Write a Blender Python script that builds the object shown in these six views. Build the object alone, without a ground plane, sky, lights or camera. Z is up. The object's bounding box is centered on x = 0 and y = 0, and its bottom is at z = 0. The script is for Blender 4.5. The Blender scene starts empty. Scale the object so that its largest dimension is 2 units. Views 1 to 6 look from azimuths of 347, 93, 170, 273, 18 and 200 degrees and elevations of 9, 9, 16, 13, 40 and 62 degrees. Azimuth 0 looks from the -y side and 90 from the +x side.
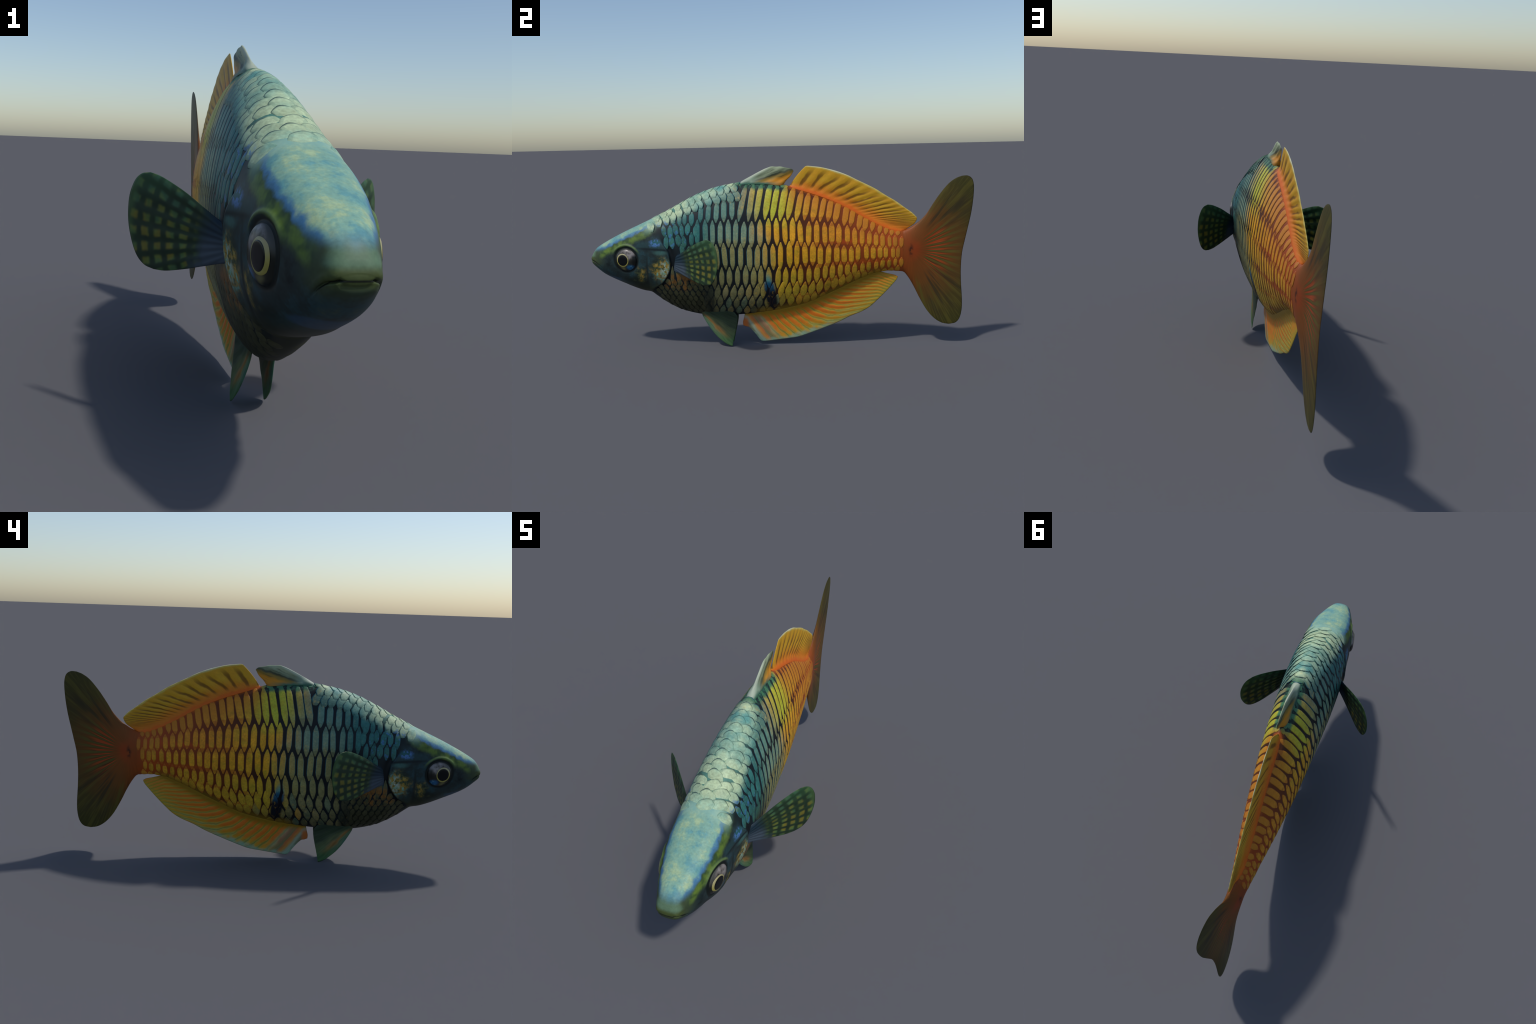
# A tropical freshwater fish: smooth lofted body, separately built scales, eyes and fins.
# Frame: snout at y=-1, tail at y=+1, z up, symmetric about x=0.  All parts keep their
# origin at the world origin so Object coordinates are the same frame in every part.
import bpy, math
import numpy as np

rng = np.random.default_rng(7)
TAU = 2 * math.pi

# ------------------------------------------------------------------ helpers: curves
def pchip(xs, ys):
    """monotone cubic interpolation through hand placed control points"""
    xs, ys = np.array(xs, float), np.array(ys, float)
    h = np.diff(xs); d = np.diff(ys) / h
    m = np.zeros_like(xs)
    for i in range(1, len(xs) - 1):
        if d[i - 1] * d[i] > 0:
            w1, w2 = 2 * h[i] + h[i - 1], h[i] + 2 * h[i - 1]
            m[i] = (w1 + w2) / (w1 / d[i - 1] + w2 / d[i])
    m[0], m[-1] = d[0], d[-1]
    def f(x):
        x = np.clip(np.asarray(x, float), xs[0], xs[-1])
        i = np.clip(np.searchsorted(xs, x) - 1, 0, len(xs) - 2)
        t = (x - xs[i]) / h[i]
        return ((1 + 2 * t) * (1 - t) ** 2 * ys[i] + t * (1 - t) ** 2 * h[i] * m[i]
                + t * t * (3 - 2 * t) * ys[i + 1] + t * t * (t - 1) * h[i] * m[i + 1])
    return f

def fromto(pairs):
    return pchip([p[0] for p in pairs], [p[1] for p in pairs])

def smooth(x, a, b):
    t = np.clip((np.asarray(x, float) - a) / (b - a), 0, 1)
    return t * t * (3 - 2 * t)

def catmull(pts, n):
    """centripetal-ish Catmull-Rom through pts, resampled to n points evenly by length"""
    P = np.array(pts, float)
    if len(P) == 2:
        return P[0] + (P[1] - P[0]) * np.linspace(0, 1, n)[:, None]
    Q = np.vstack([2 * P[0] - P[1], P, 2 * P[-1] - P[-2]])
    out = []
    for i in range(1, len(Q) - 2):
        p0, p1, p2, p3 = Q[i - 1:i + 3]
        t = np.linspace(0, 1, 24, endpoint=False)[:, None]
        out.append(.5 * (2 * p1 + (p2 - p0) * t + (2 * p0 - 5 * p1 + 4 * p2 - p3) * t ** 2
                         + (3 * p1 - p0 - 3 * p2 + p3) * t ** 3))
    C = np.vstack(out + [P[-1:]])
    s = np.r_[0, np.cumsum(np.linalg.norm(np.diff(C, axis=0), axis=1))]
    u = np.linspace(0, s[-1], n)
    return np.stack([np.interp(u, s, C[:, k]) for k in range(2)], 1)

# ------------------------------------------------------------------ helpers: objects
def link(ob, parent):
    bpy.context.scene.collection.objects.link(ob)
    if parent is not None:
        ob.parent = parent
    return ob

def mesh_object(name, verts, faces, mats, parent, mat_index=None, flat=False):
    me = bpy.data.meshes.new(name)
    me.from_pydata(np.asarray(verts, float).tolist(), [], [list(map(int, f)) for f in faces])
    for m in mats:
        me.materials.append(m)
    if mat_index is not None:
        me.polygons.foreach_set("material_index", np.asarray(mat_index, np.int32))
    me.polygons.foreach_set("use_smooth", np.full(len(me.polygons), not flat))
    me.update()
    return link(bpy.data.objects.new(name, me), parent)

# ------------------------------------------------------------------ helpers: shader maths
class Tree:
    def __init__(self, name):
        self.mat = bpy.data.materials.new(name)
        self.mat.use_nodes = True
        self.t = self.mat.node_tree
        self.t.nodes.clear()
    def node(self, kind, **kw):
        n = self.t.nodes.new(kind)
        for k, v in kw.items():
            setattr(n, k, v)
        return n
    def put(self, sock, v):
        if isinstance(v, S):
            self.t.links.new(v.o, sock)
        elif isinstance(v, tuple):
            sock.default_value = v if len(v) == len(sock.default_value) else (*v, 1.0)
        else:
            sock.default_value = v
    def math(self, op, *a):
        n = self.node("ShaderNodeMath", operation=op)
        for i, v in enumerate(a):
            self.put(n.inputs[i], v)
        return S(self, n.outputs[0])
    def position(self):
        c = self.node("ShaderNodeTexCoord")
        s = self.node("ShaderNodeSeparateXYZ")
        self.t.links.new(c.outputs["Object"], s.inputs[0])
        self.obj = S(self, c.outputs["Object"])
        x, y, z = (S(self, o) for o in s.outputs)
        self.x = x
        return self.math("ABSOLUTE", x), y, z
    def vec(self, x, y, z):
        n = self.node("ShaderNodeCombineXYZ")
        for i, v in enumerate((x, y, z)):
            self.put(n.inputs[i], v)
        return S(self, n.outputs[0])
    def noise(self, scale, detail=2.0, vec=None, rough=.5):
        n = self.node("ShaderNodeTexNoise")
        self.put(n.inputs["Vector"], vec or self.sym)
        n.inputs["Scale"].default_value = scale
        n.inputs["Detail"].default_value = detail
        n.inputs["Roughness"].default_value = rough
        return S(self, n.outputs[0])
    def cells(self, scale, vec=None, feature="F1", rnd=1.0):
        n = self.node("ShaderNodeTexVoronoi", feature=feature)
        self.put(n.inputs["Vector"], vec or self.sym)
        n.inputs["Scale"].default_value = scale
        n.inputs["Randomness"].default_value = rnd
        return n
    def step(self, x, a, b):
        n = self.node("ShaderNodeMapRange", interpolation_type="SMOOTHSTEP")
        self.put(n.inputs[0], x)
        self.put(n.inputs[1], a); self.put(n.inputs[2], b)
        return S(self, n.outputs[0])
    def band(self, x, c, w, soft=1.0):
        """1 at c falling to 0 at distance w"""
        return 1.0 - self.step(self.math("ABSOLUTE", x - c), w * (1 - soft), w)
    def spot(self, y, z, y0, z0, ry, rz, inner=.6):
        d = self.math("SQRT", ((y - y0) / ry) ** 2.0 + ((z - z0) / rz) ** 2.0)
        return 1.0 - self.step(d, inner, 1.0)
    def mix(self, f, a, b, kind="MIX"):
        n = self.node("ShaderNodeMix", data_type="RGBA", blend_type=kind)
        self.put(n.inputs[0], f); self.put(n.inputs[6], a); self.put(n.inputs[7], b)
        return S(self, n.outputs[2])
    def ramp(self, f, stops, interp="EASE"):
        n = self.node("ShaderNodeValToRGB")
        cr = n.color_ramp
        cr.interpolation = interp
        while len(cr.elements) < len(stops):
            cr.elements.new(.5)
        for e, (p, c) in zip(cr.elements, stops):
            e.position, e.color = p, (*c, 1)
        self.put(n.inputs[0], f)
        return S(self, n.outputs[0])
    def scale_color(self, c, f):
        """multiply a colour by a scalar"""
        n = self.node("ShaderNodeVectorMath", operation="SCALE")
        self.put(n.inputs[0], c); self.put(n.inputs[3], f)
        return S(self, n.outputs[0])
    def finish(self, color, rough=.5, spec=.5, coat=0.0, bump=None, bump_d=.002, sheen=0.0):
        p = self.node("ShaderNodeBsdfPrincipled")
        o = self.node("ShaderNodeOutputMaterial")
        self.put(p.inputs["Base Color"], color)
        self.put(p.inputs["Roughness"], rough)
        p.inputs["Specular IOR Level"].default_value = spec
        p.inputs["Coat Weight"].default_value = coat
        p.inputs["Coat Roughness"].default_value = .1
        if bump is not None:
            b = self.node("ShaderNodeBump")
            b.inputs["Strength"].default_value = 1.0
            b.inputs["Distance"].default_value = bump_d
            self.put(b.inputs["Height"], bump)
            self.t.links.new(b.outputs[0], p.inputs["Normal"])
        self.t.links.new(p.outputs[0], o.inputs[0])
        return self.mat

class S:
    """a shader socket with arithmetic"""
    def __init__(self, t, o): self.t, self.o = t, o
    def __add__(self, b): return self.t.math("ADD", self, b)
    __radd__ = __add__
    def __sub__(self, b): return self.t.math("SUBTRACT", self, b)
    def __rsub__(self, b): return self.t.math("SUBTRACT", b, self)
    def __mul__(self, b): return self.t.math("MULTIPLY", self, b)
    __rmul__ = __mul__
    def __truediv__(self, b): return self.t.math("DIVIDE", self, b)
    def __rtruediv__(self, b): return self.t.math("DIVIDE", b, self)
    def __pow__(self, b): return self.t.math("POWER", self, b)

# ------------------------------------------------------------------ fin ray centres
TAIL_PIVOT = (.675, .507)
DORSAL_PIVOT = (-.07, .612)
PEC_ROOT = np.array([.127, -.520]); PEC_DIR = np.array([.153, .185]); PEC_DIR = PEC_DIR / np.linalg.norm(PEC_DIR)

# ------------------------------------------------------------------ body shape
TAIL_Y = 0.640                      # where the peduncle hands over to the tail fin
top_z = fromto([(-1.0, .486), (-.997, .497), (-.99, .511), (-.975, .532), (-.95, .550), (-.93, .562), (-.878, .590),
                (-.813, .622), (-.74, .655), (-.655, .694), (-.575, .733), (-.495, .776), (-.415, .814),
                (-.336, .841), (-.258, .858), (-.2, .866), (-.1, .866), (.0, .857), (.055, .845), (.11, .832),
                (.16, .816), (.234, .790), (.31, .760), (.386, .718), (.461, .675), (.537, .637), (.60, .613),
                (.64, .604)])
low_z = fromto([(-1.0, .464), (-.997, .453), (-.99, .443), (-.975, .428), (-.935, .395), (-.87, .361), (-.805, .334),
                (-.75, .315), (-.715, .304), (-.692, .299), (-.680, .294), (-.668, .283), (-.635, .255), (-.594, .228),
                (-.54, .200), (-.476, .179), (-.42, .168), (-.345, .162), (-.24, .163), (-.19, .166), (-.1, .174),
                (0, .188), (.074, .203), (.152, .226), (.23, .260), (.308, .296), (.385, .334), (.446, .361),
                (.511, .386), (.576, .394), (.64, .389)])
half_w = fromto([(-1.0, .030), (-.997, .0365), (-.99, .043), (-.975, .0505), (-.95, .061), (-.93, .069), (-.89, .083),
                 (-.85, .094), (-.8, .106), (-.74, .114), (-.66, .121), (-.58, .127), (-.5, .131), (-.4, .130),
                 (-.3, .127), (-.2, .122), (-.1, .116), (0, .109), (.1, .101), (.2, .091), (.3, .080), (.4, .068),
                 (.5, .054), (.6, .039), (.64, .033)])
wide_z = fromto([(-1.0, .474), (-.9, .470), (-.8, .475), (-.7, .485), (-.5, .51), (-.2, .53), (.1, .53), (.4, .515), (.64, .50)])
pow_top = fromto([(-1, 2.4), (-.9, 2.6), (-.76, 2.9), (-.66, 2.5), (-.58, 2.15), (-.45, 1.9), (-.25, 1.75), (.1, 1.7), (.64, 2.0)])
pow_low = fromto([(-1, 2.2), (-.85, 2.0), (-.74, 2.5), (-.69, 2.3), (-.63, 1.8), (-.4, 1.75), (0, 1.7), (.4, 1.8), (.64, 2.0)])
gill_edge = fromto([(.28, -.672), (.323, -.660), (.354, -.612), (.40, -.577), (.431, -.563), (.47, -.559),
                    (.523, -.567), (.56, -.592), (.60, -.62)])
mouth_z = fromto([(-1.02, .474), (-.985, .473), (-.965, .465), (-.945, .449), (-.93, .44)])
MOUTH_CORNER = -.950
EYE_Y, EYE_Z, EYE_R = -.795, .482, .0600

def section(y, phi):
    """right half section point at angle phi (-pi/2 keel .. pi/2 ridge)"""
    y, phi = np.broadcast_arrays(np.asarray(y, float), np.asarray(phi, float))
    zt, zb, w, zc = top_z(y), low_z(y), half_w(y), wide_z(y)
    c, s = np.cos(phi), np.sin(phi)
    pt, pb = pow_top(y), pow_low(y)
    p = np.where(s >= 0, pt, pb)
    x = w * np.maximum(c, 0) ** (2 / p)
    hz = np.abs(s) ** (2 / p)
    z = np.where(s >= 0, zc + (zt - zc) * hz, zc - (zc - zb) * hz)
    return x, z

def relief(x, y, z):
    """outward offset: mouth slit, lips, gill cover rim, eye socket and brow"""
    ax = np.abs(x)
    d = np.zeros_like(y)
    # mouth slit with a slightly overhanging upper lip
    mz = z - (mouth_z(y) - .35 * np.maximum(ax - .030, 0))
    front = 1 - smooth(y, MOUTH_CORNER - .024, MOUTH_CORNER + .020)
    d -= .0062 * np.exp(-(mz / .0034) ** 2) * front
    d += .0012 * np.exp(-((mz - .011) / .007) ** 2) * front
    d -= .0012 * np.exp(-((mz + .008) / .006) ** 2) * front
    # maxilla crease running down and back from the corner
    # gill cover: raised plate ending in a crisp free edge
    e = gill_edge(z) - y
    on = smooth(z, .29, .33) * (1 - smooth(z, .54, .60))
    d += on * .0085 * np.exp(-np.maximum(e, 0) / .05) * smooth(e, -.004, .003)
    d -= on * .0045 * np.exp(-((e + .014) / .012) ** 2)
    # cheek plate edge
    pe = (-.688 + .25 * (z - .40) ** 2) - y
    d -= .0016 * np.exp(-(pe / .008) ** 2) * smooth(z, .33, .36) * (1 - smooth(z, .50, .55))
    # eye socket and brow
    r = np.hypot(y - EYE_Y, z - EYE_Z)
    side = smooth(ax, .04, .07)
    d -= .0030 * np.exp(-((r - .063) / .005) ** 2) * side
    brow = smooth(z, EYE_Z + .02, EYE_Z + .06)
    d += .0050 * np.exp(-((r - .076) / .007) ** 2) * side * brow
    d -= .006 * smooth(-r, -.055, -.03) * side
    return d

M = 150                                                   # segments per side
phi = np.linspace(-math.pi / 2, math.pi / 2, M + 1)
phi = phi + .14 * np.sin(2 * phi) * -1                     # a little denser at ridge and keel
t = np.linspace(0, 1, 70)
ys = np.r_[-1 + .07 * t ** 2, np.arange(-.93 + .0026, -.53, .0028), np.linspace(-.53, TAIL_Y, 290)]
R = len(ys)
Xr, Zr = section(ys[:, None], phi[None, :])
Yr = np.broadcast_to(ys[:, None], Xr.shape)
ring_n = 2 * M
def full_ring(A, sign):
    return np.concatenate([A, sign * A[:, -2:0:-1]], axis=1)
BX, BY, BZ = full_ring(Xr, -1), full_ring(Yr, 1), full_ring(Zr, 1)
P = np.stack([BX, BY, BZ], 2)
def grid_normals(P):
    du = np.gradient(P, axis=0)
    dv = np.roll(P, -1, 1) - np.roll(P, 1, 1)
    n = np.cross(dv, du)
    n /= np.maximum(np.linalg.norm(n, axis=2, keepdims=True), 1e-12)
    return n
N = grid_normals(P)
if (N[R // 2, M // 2, 0] < 0):
    N = -N
P = P + N * relief(P[..., 0], P[..., 1], P[..., 2])[..., None]

# ------------------------------------------------------------------ tail fin as continuation of the loft
def coons(base, up, low, tip, s, v):
    """surface patch: s in -1..1 runs low->up, v in 0..1 runs base->tip"""
    ns, nv = len(s), len(v)
    Rb, T = catmull(base, 400), catmull(tip, 400)
    U, L = catmull(up, 400), catmull(low, 400)
    k = np.linspace(0, 1, 400)
    at = lambda C, q: np.stack([np.interp(q, k, C[:, 0]), np.interp(q, k, C[:, 1])], -1)
    sf = (s + 1) / 2
    A = at(Rb, sf)[:, None]; B = at(T, sf)[:, None]
    Uv, Lv = at(U, v)[None], at(L, v)[None]
    vv, ss = v[None, :, None], sf[:, None, None]
    ruled = (1 - vv) * A + vv * B
    cu = (1 - vv) * Rb[-1] + vv * T[-1]
    cl = (1 - vv) * Rb[0] + vv * T[0]
    return ruled + ss * (Uv - cu) + (1 - ss) * (Lv - cl)

z_end = P[-1, :M + 1, 2]
s_tail = (z_end - z_end[0]) / (z_end[-1] - z_end[0]) * 2 - 1
v_tail = np.linspace(0, 1, 120) ** 1.0
zt1, zb1 = float(top_z(TAIL_Y)), float(low_z(TAIL_Y))
tail_up = [(TAIL_Y, zt1), (.673, .617), (.703, .636), (.732, .659), (.762, .692), (.793, .741), (.829, .794), (.872, .845), (.907, .870), (.936, .881)]
tail_low = [(TAIL_Y, zb1), (.654, .380), (.676, .350), (.700, .308), (.731, .246), (.769, .181), (.808, .137), (.847, .112), (.885, .104)]
tail_tip = [(.885, .104), (.920, .112), (.941, .138), (.951, .186), (.951, .241), (.945, .319), (.942, .400), (.946, .482),
            (.959, .551), (.972, .612), (.986, .680), (.995, .745), (.999, .808), (.996, .845), (.986, .869), (.964, .882), (.936, .881)]
G = coons([(TAIL_Y, zb1), (TAIL_Y, zt1)], tail_up, tail_low, tail_tip, s_tail, v_tail)
w_end = P[-1, :M + 1, 0]
rim = np.sqrt(np.clip(1 - np.abs(s_tail) ** 7, 0, 1))[:, None] * np.sqrt(np.clip(1 - v_tail ** 9, 0, 1))[None]
blade = .0075 * rim * (1 - .4 * v_tail[None])
fade = (1 - smooth(v_tail, -.05, .62))[None] ** 1.5
half = blade * (1 - fade) + w_end[:, None] * fade
ang = np.arctan2(G[..., 1] - TAIL_PIVOT[1], G[..., 0] - TAIL_PIVOT[0])
half = half + .0004 * np.sin(ang * 46) * rim * smooth(v_tail, .2, .5)[None] * np.abs(np.cos(np.pi * .5 * s_tail))[:, None]
half[0], half[-1], half[:, -1] = 0, 0, 0
TX, TY, TZ = half.T, G[..., 0].T, G[..., 1].T               # (v, s)
TP = np.stack([full_ring(TX, -1), full_ring(TY, 1), full_ring(TZ, 1)], 2)[1:]

# ------------------------------------------------------------------ one mesh for body and tail fin
allP = np.concatenate([P, TP], 0)
rows = len(allP)
V = allP.reshape(-1, 3)
I = np.arange(rows * ring_n).reshape(rows, ring_n)
quads = np.stack([I[:-1], np.roll(I[:-1], -1, 1), np.roll(I[1:], -1, 1), I[1:]], 2).reshape(-1, 4)
# blunt snout: close the first ring with shrinking rings
cap_rings, prev = [], I[0]
extraV, extraF = [], []
c0 = np.array([0, -1.0, .475])
base_ring = P[0]
nxt = len(V)
for k, (f, dy) in enumerate([(.86, .0011), (.66, .0020), (.40, .0027), (.15, .0030)]):
    r = c0 + (base_ring - c0) * f
    r[:, 1] = -1.0 - dy
    ids = np.arange(nxt, nxt + ring_n); nxt += ring_n
    extraV.append(r)
    extraF.append(np.stack([ids, np.roll(ids, -1), np.roll(prev, -1), prev], 1))
    prev = ids
V = np.vstack([V] + extraV + [[[0, -1.0031, .475]]])
F = [*quads.tolist(), *np.vstack(extraF).tolist()]
F += [[int(nxt), int(prev[(j + 1) % ring_n]), int(prev[j])] for j in range(ring_n)]
# merge the collapsed trailing edge columns of the two fin faces is unnecessary: both sides share z,y with x=0
last = I[-1]
F += [[int(last[j]), int(last[(j + 1) % ring_n]), int(last[(ring_n - j - 1) % ring_n]), int(last[(ring_n - j) % ring_n])]
      for j in range(1, M - 1)]

# ------------------------------------------------------------------ surface lookup for scales
PHI = np.linspace(-math.pi / 2, math.pi / 2, 260)
LAT_Z = .494
TABLE_Y = np.linspace(-.80, .66, 293)
sx, sz = section(TABLE_Y[:, None], PHI[None, :])
arc = np.concatenate([np.zeros((len(TABLE_Y), 1)), np.cumsum(np.hypot(np.diff(sx, axis=1), np.diff(sz, axis=1)), 1)], 1)
for i in range(len(TABLE_Y)):
    arc[i] -= np.interp(LAT_Z, sz[i], arc[i])
def arc_limits(y):
    return np.interp(y, TABLE_Y, arc[:, 0]), np.interp(y, TABLE_Y, arc[:, -1])
def on_body(y, a, side=1):
    """point on the body at station y and signed girth distance a from the lateral line"""
    y, a = np.broadcast_arrays(np.asarray(y, float), np.asarray(a, float))
    lo, hi = arc_limits(y)
    flip = np.where((a > hi) | (a < lo), -1.0, 1.0)
    a = np.where(a > hi, 2 * hi - a, np.where(a < lo, 2 * lo - a, a))
    f = np.clip((y - TABLE_Y[0]) / (TABLE_Y[1] - TABLE_Y[0]), 0, len(TABLE_Y) - 1.001)
    i0 = f.astype(int); w = f - i0
    out = np.zeros(y.shape + (3,))
    for idx in np.ndindex(y.shape):
        i, q = i0[idx], w[idx]
        x0, z0 = np.interp(a[idx], arc[i], sx[i]), np.interp(a[idx], arc[i], sz[i])
        x1, z1 = np.interp(a[idx], arc[i + 1], sx[i + 1]), np.interp(a[idx], arc[i + 1], sz[i + 1])
        out[idx] = (side * flip[idx] * (x0 * (1 - q) + x1 * q), y[idx], z0 * (1 - q) + z1 * q)
    return out

# ------------------------------------------------------------------ materials
def fish_colours(T):
    """colour fields over the whole body: (between-scale skin, scale plate), from position only"""
    ax, y, z = T.position()
    T.sym = T.vec(ax, y, z)                               # mirrored, so both flanks carry the same pattern
    n1 = T.noise(9, 3) - .5
    n2 = T.noise(34, 3) - .5
    n3 = T.noise(120, 2) - .5
    yw = y + n1 * .10
    crest = .562 + .5 * (y + .93)                          # straight line of the nape
    depth = crest - z
    # ---- skin between the scales
    skin = T.ramp((yw + .8) / 1.45, [(0, (.010, .018, .018)), (.28, (.006, .012, .016)), (.50, (.008, .010, .011)), (.575, (.045, .015, .006)),
                                      (.70, (.125, .028, .005)), (.82, (.25, .045, .006)), (.97, (.38, .060, .007))])
    ridge = T.step(depth, .085, .01) * T.step(y, -.20, -.26)
    skin = T.mix(ridge, skin, T.mix(T.noise(50, 2), (.05, .16, .135), (.14, .30, .22)))
    belly_front = T.step(z, .34, .25) * T.step(y, -.30, -.42)
    skin = T.mix(belly_front, skin, (.016, .018, .007))
    # red lateral stripes and flushed fin bases
    lat = T.band(z + n2 * .02, .560, .022) * T.step(y, .12, .4) * T.step(y, .66, .5)
    skin = T.mix(lat * .9, skin, (.42, .06, .006))
    lat2 = T.band(z + n2 * .02, .455 , .018) * T.step(y, .2, .45) * T.step(y, .66, .5)
    skin = T.mix(lat2 * .85, skin, (.40, .07, .006))
    back_line = .868 - .43 * T.step(y, -.1, .72) * T.step(y, -.5, .66)   # soft helper for the ridge behind the fins
    dl = T.ramp((y + .2) / .9, [(0, (.866, 0, 0)), (.28, (.846, 0, 0)), (.40, (.816, 0, 0)), (.57, (.757, 0, 0)), (.73, (.672, 0, 0)), (.86, (.613, 0, 0)), (1, (.595, 0, 0))], "LINEAR")
    dl = T.math("MULTIPLY", T.sep(dl), 1.0)
    dbase = T.step(dl - z + n2 * .04, .022, -.008) * T.step(y, .02, .075)
    bl = T.ramp((y + .25) / .9, [(0, (.163, 0, 0)), (.28, (.19, 0, 0)), (.45, (.228, 0, 0)), (.62, (.297, 0, 0)), (.78, (.364, 0, 0)), (.85, (.39, 0, 0)), (1, (.393, 0, 0))], "LINEAR")
    bl = T.sep(bl)
    abase = T.step(z - bl + n2 * .015, .045, .008) * T.step(y, -.16, -.08) * T.step(y, .60, .48)
    green_base = T.step(dl - z + n2 * .02, .034, .014) * T.step(y, .06, .01) * T.step(y, -.25, -.19)
    skin = T.mix(dbase, skin, T.mix(T.noise(40, 3), (.62, .10, .008), (.46, .13, .010)))
    skin = T.mix(abase, skin, (.20, .12, .008))
    skin = T.mix(green_base, skin, T.mix(T.step(T.noise(70, 3), .45, .6), (.008, .022, .018), (.025, .09, .06)))
    # ---- scale plates
    front_col = T.ramp((z + n2 * .06 - .16) / .72, [(0, (.10, .11, .055)), (.18, (.26, .24, .10)), (.38, (.33, .33, .13)), (.52, (.34, .32, .12)), (.62, (.21, .31, .20)),
                                                   (.78, (.14, .28, .21)), (.90, (.10, .21, .16)), (1, (.08, .18, .13))])
    teal = T.ramp((z - .16) / .72, [(0, (.05, .05, .02)), (.2, (.07, .07, .03)), (.38, (.11, .11, .05)), (.52, (.045, .15, .11)), (.62, (.035, .17, .15)), (.85, (.04, .17, .155)), (1, (.08, .25, .21))])
    front_col = T.mix(T.step(T.rnd, .55, .9) * .45, front_col, (.36, .29, .12))
    front_col = T.mix(T.step(T.rnd, .45, .10) * .5, front_col, (.20, .34, .22))
    plate = T.mix(T.step(yw, -.42, -.28), teal, front_col)
    mint = T.mix(T.step(T.noise(7, 4) + (T.rnd - .5) * .16, .34, .62), (.11, .30, .26), (.41, .51, .31))
    plate = T.mix(T.step(depth + n2 * .02, .10, .045) * T.step(y, -.19, -.25), plate, mint)
    sap = T.spot(y, z, -.56, .61, .13, .09) * T.step(T.noise(60, 2), .54, .64)
    plate = T.mix(sap * .8, plate, (.05, .16, .36))
    gold = T.ramp((z + n2 * .04 - .2) / .62, [(0, (.36, .24, .025)), (.25, (.50, .32, .020)), (.5, (.68, .33, .014)), (.72, (.70, .32, .014)), (.88, (.66, .32, .018)), (1, (.65, .27, .02))])
    lime = T.step(z, .60, .72) * T.band(y, -.03, .20)
    gold = T.mix(lime * .9, gold, (.42, .46, .035))
    gold = T.mix(T.step(T.noise(28, 3), .48, .66) * .55, gold, (.42, .32, .018))
    gold = T.mix(T.step(T.rnd, .70, 1.0) * .5, gold, (.62, .24, .016))
    gold = T.mix(T.step(y, .02, .34) * (.35 + .45 * T.step(z, .48, .62)), gold, (.60, .205, .012))
    gold = T.mix(T.step(y, .45, .66) * .5, gold, (.50, .24, .02))
    edge_y = yw + T.step(z, .55, .75) * .07 + T.rnd * .20 - .10
    plate = T.mix(T.step(edge_y, -.15, .04), T.scale_color(plate, 1.0 - .16 * T.step(depth, .06, .12)), gold)
    plate = T.mix(T.spot(y, z, -.52, .36, .10, .06) * .7 * T.step(T.noise(30, 2), .4, .6), plate, (.22, .085, .012))
    # dark flank blotch
    blotch = T.spot(y + (z - .30) * .14, z, -.050, .285, .036, .135, .6)
    plate = T.mix(blotch, plate, T.mix(T.step(z, .29, .34), (.006, .008, .014), T.mix(T.step(z, .345, .37), (.010, .09, .17), (.10, .26, .22))))
    skin = T.mix(blotch, skin, (.004, .006, .010))
    # thin dark vertical shade behind the pectoral
    plate = T.mix(T.spot(y, z, -.37, .27, .035, .12) * .75, plate, (.02, .025, .018))
    # individual variation and fine mottling
    vary = 1.0 + (T.rnd - .5) * .40 + n3 * .8 + n2 * .7
    plate = T.mix(T.step(T.noise(60, 2), .56, .72) * .30 * T.step(y, -.5, -.1), plate, (.62, .34, .02))
    vary = vary * (1.0 - .30 * T.step(z, .32, .20) * T.step(y, .05, -.15))  # front underside darkened in colour: baked belly shadow
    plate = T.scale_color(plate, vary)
    plate = T.mix(T.step(dl - z + n2 * .03, .150, .015) * T.step(y, .0, .09) * .75, plate, (.46, .155, .012))
    plate = T.mix(green_base, plate, T.mix(T.noise(55, 2), (.012, .07, .045), (.10, .27, .12)))
    plate = T.mix(T.step(y + n2 * .04, .54, .66) * .6, plate, (.36, .10, .010))
    plate = T.mix(abase * .75, plate, (.26, .15, .010))
    return ax, y, z, skin, plate, n1, n2, n3, depth

def yw_edge(T, y, z):
    return y + (T.noise(9, 3) - .5) * .10 + T.step(z, .55, .75) * .07

def sep(self, c):
    n = self.node("ShaderNodeSeparateColor")
    self.put(n.inputs[0], c)
    return S(self, n.outputs[0])
Tree.sep = sep

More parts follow.
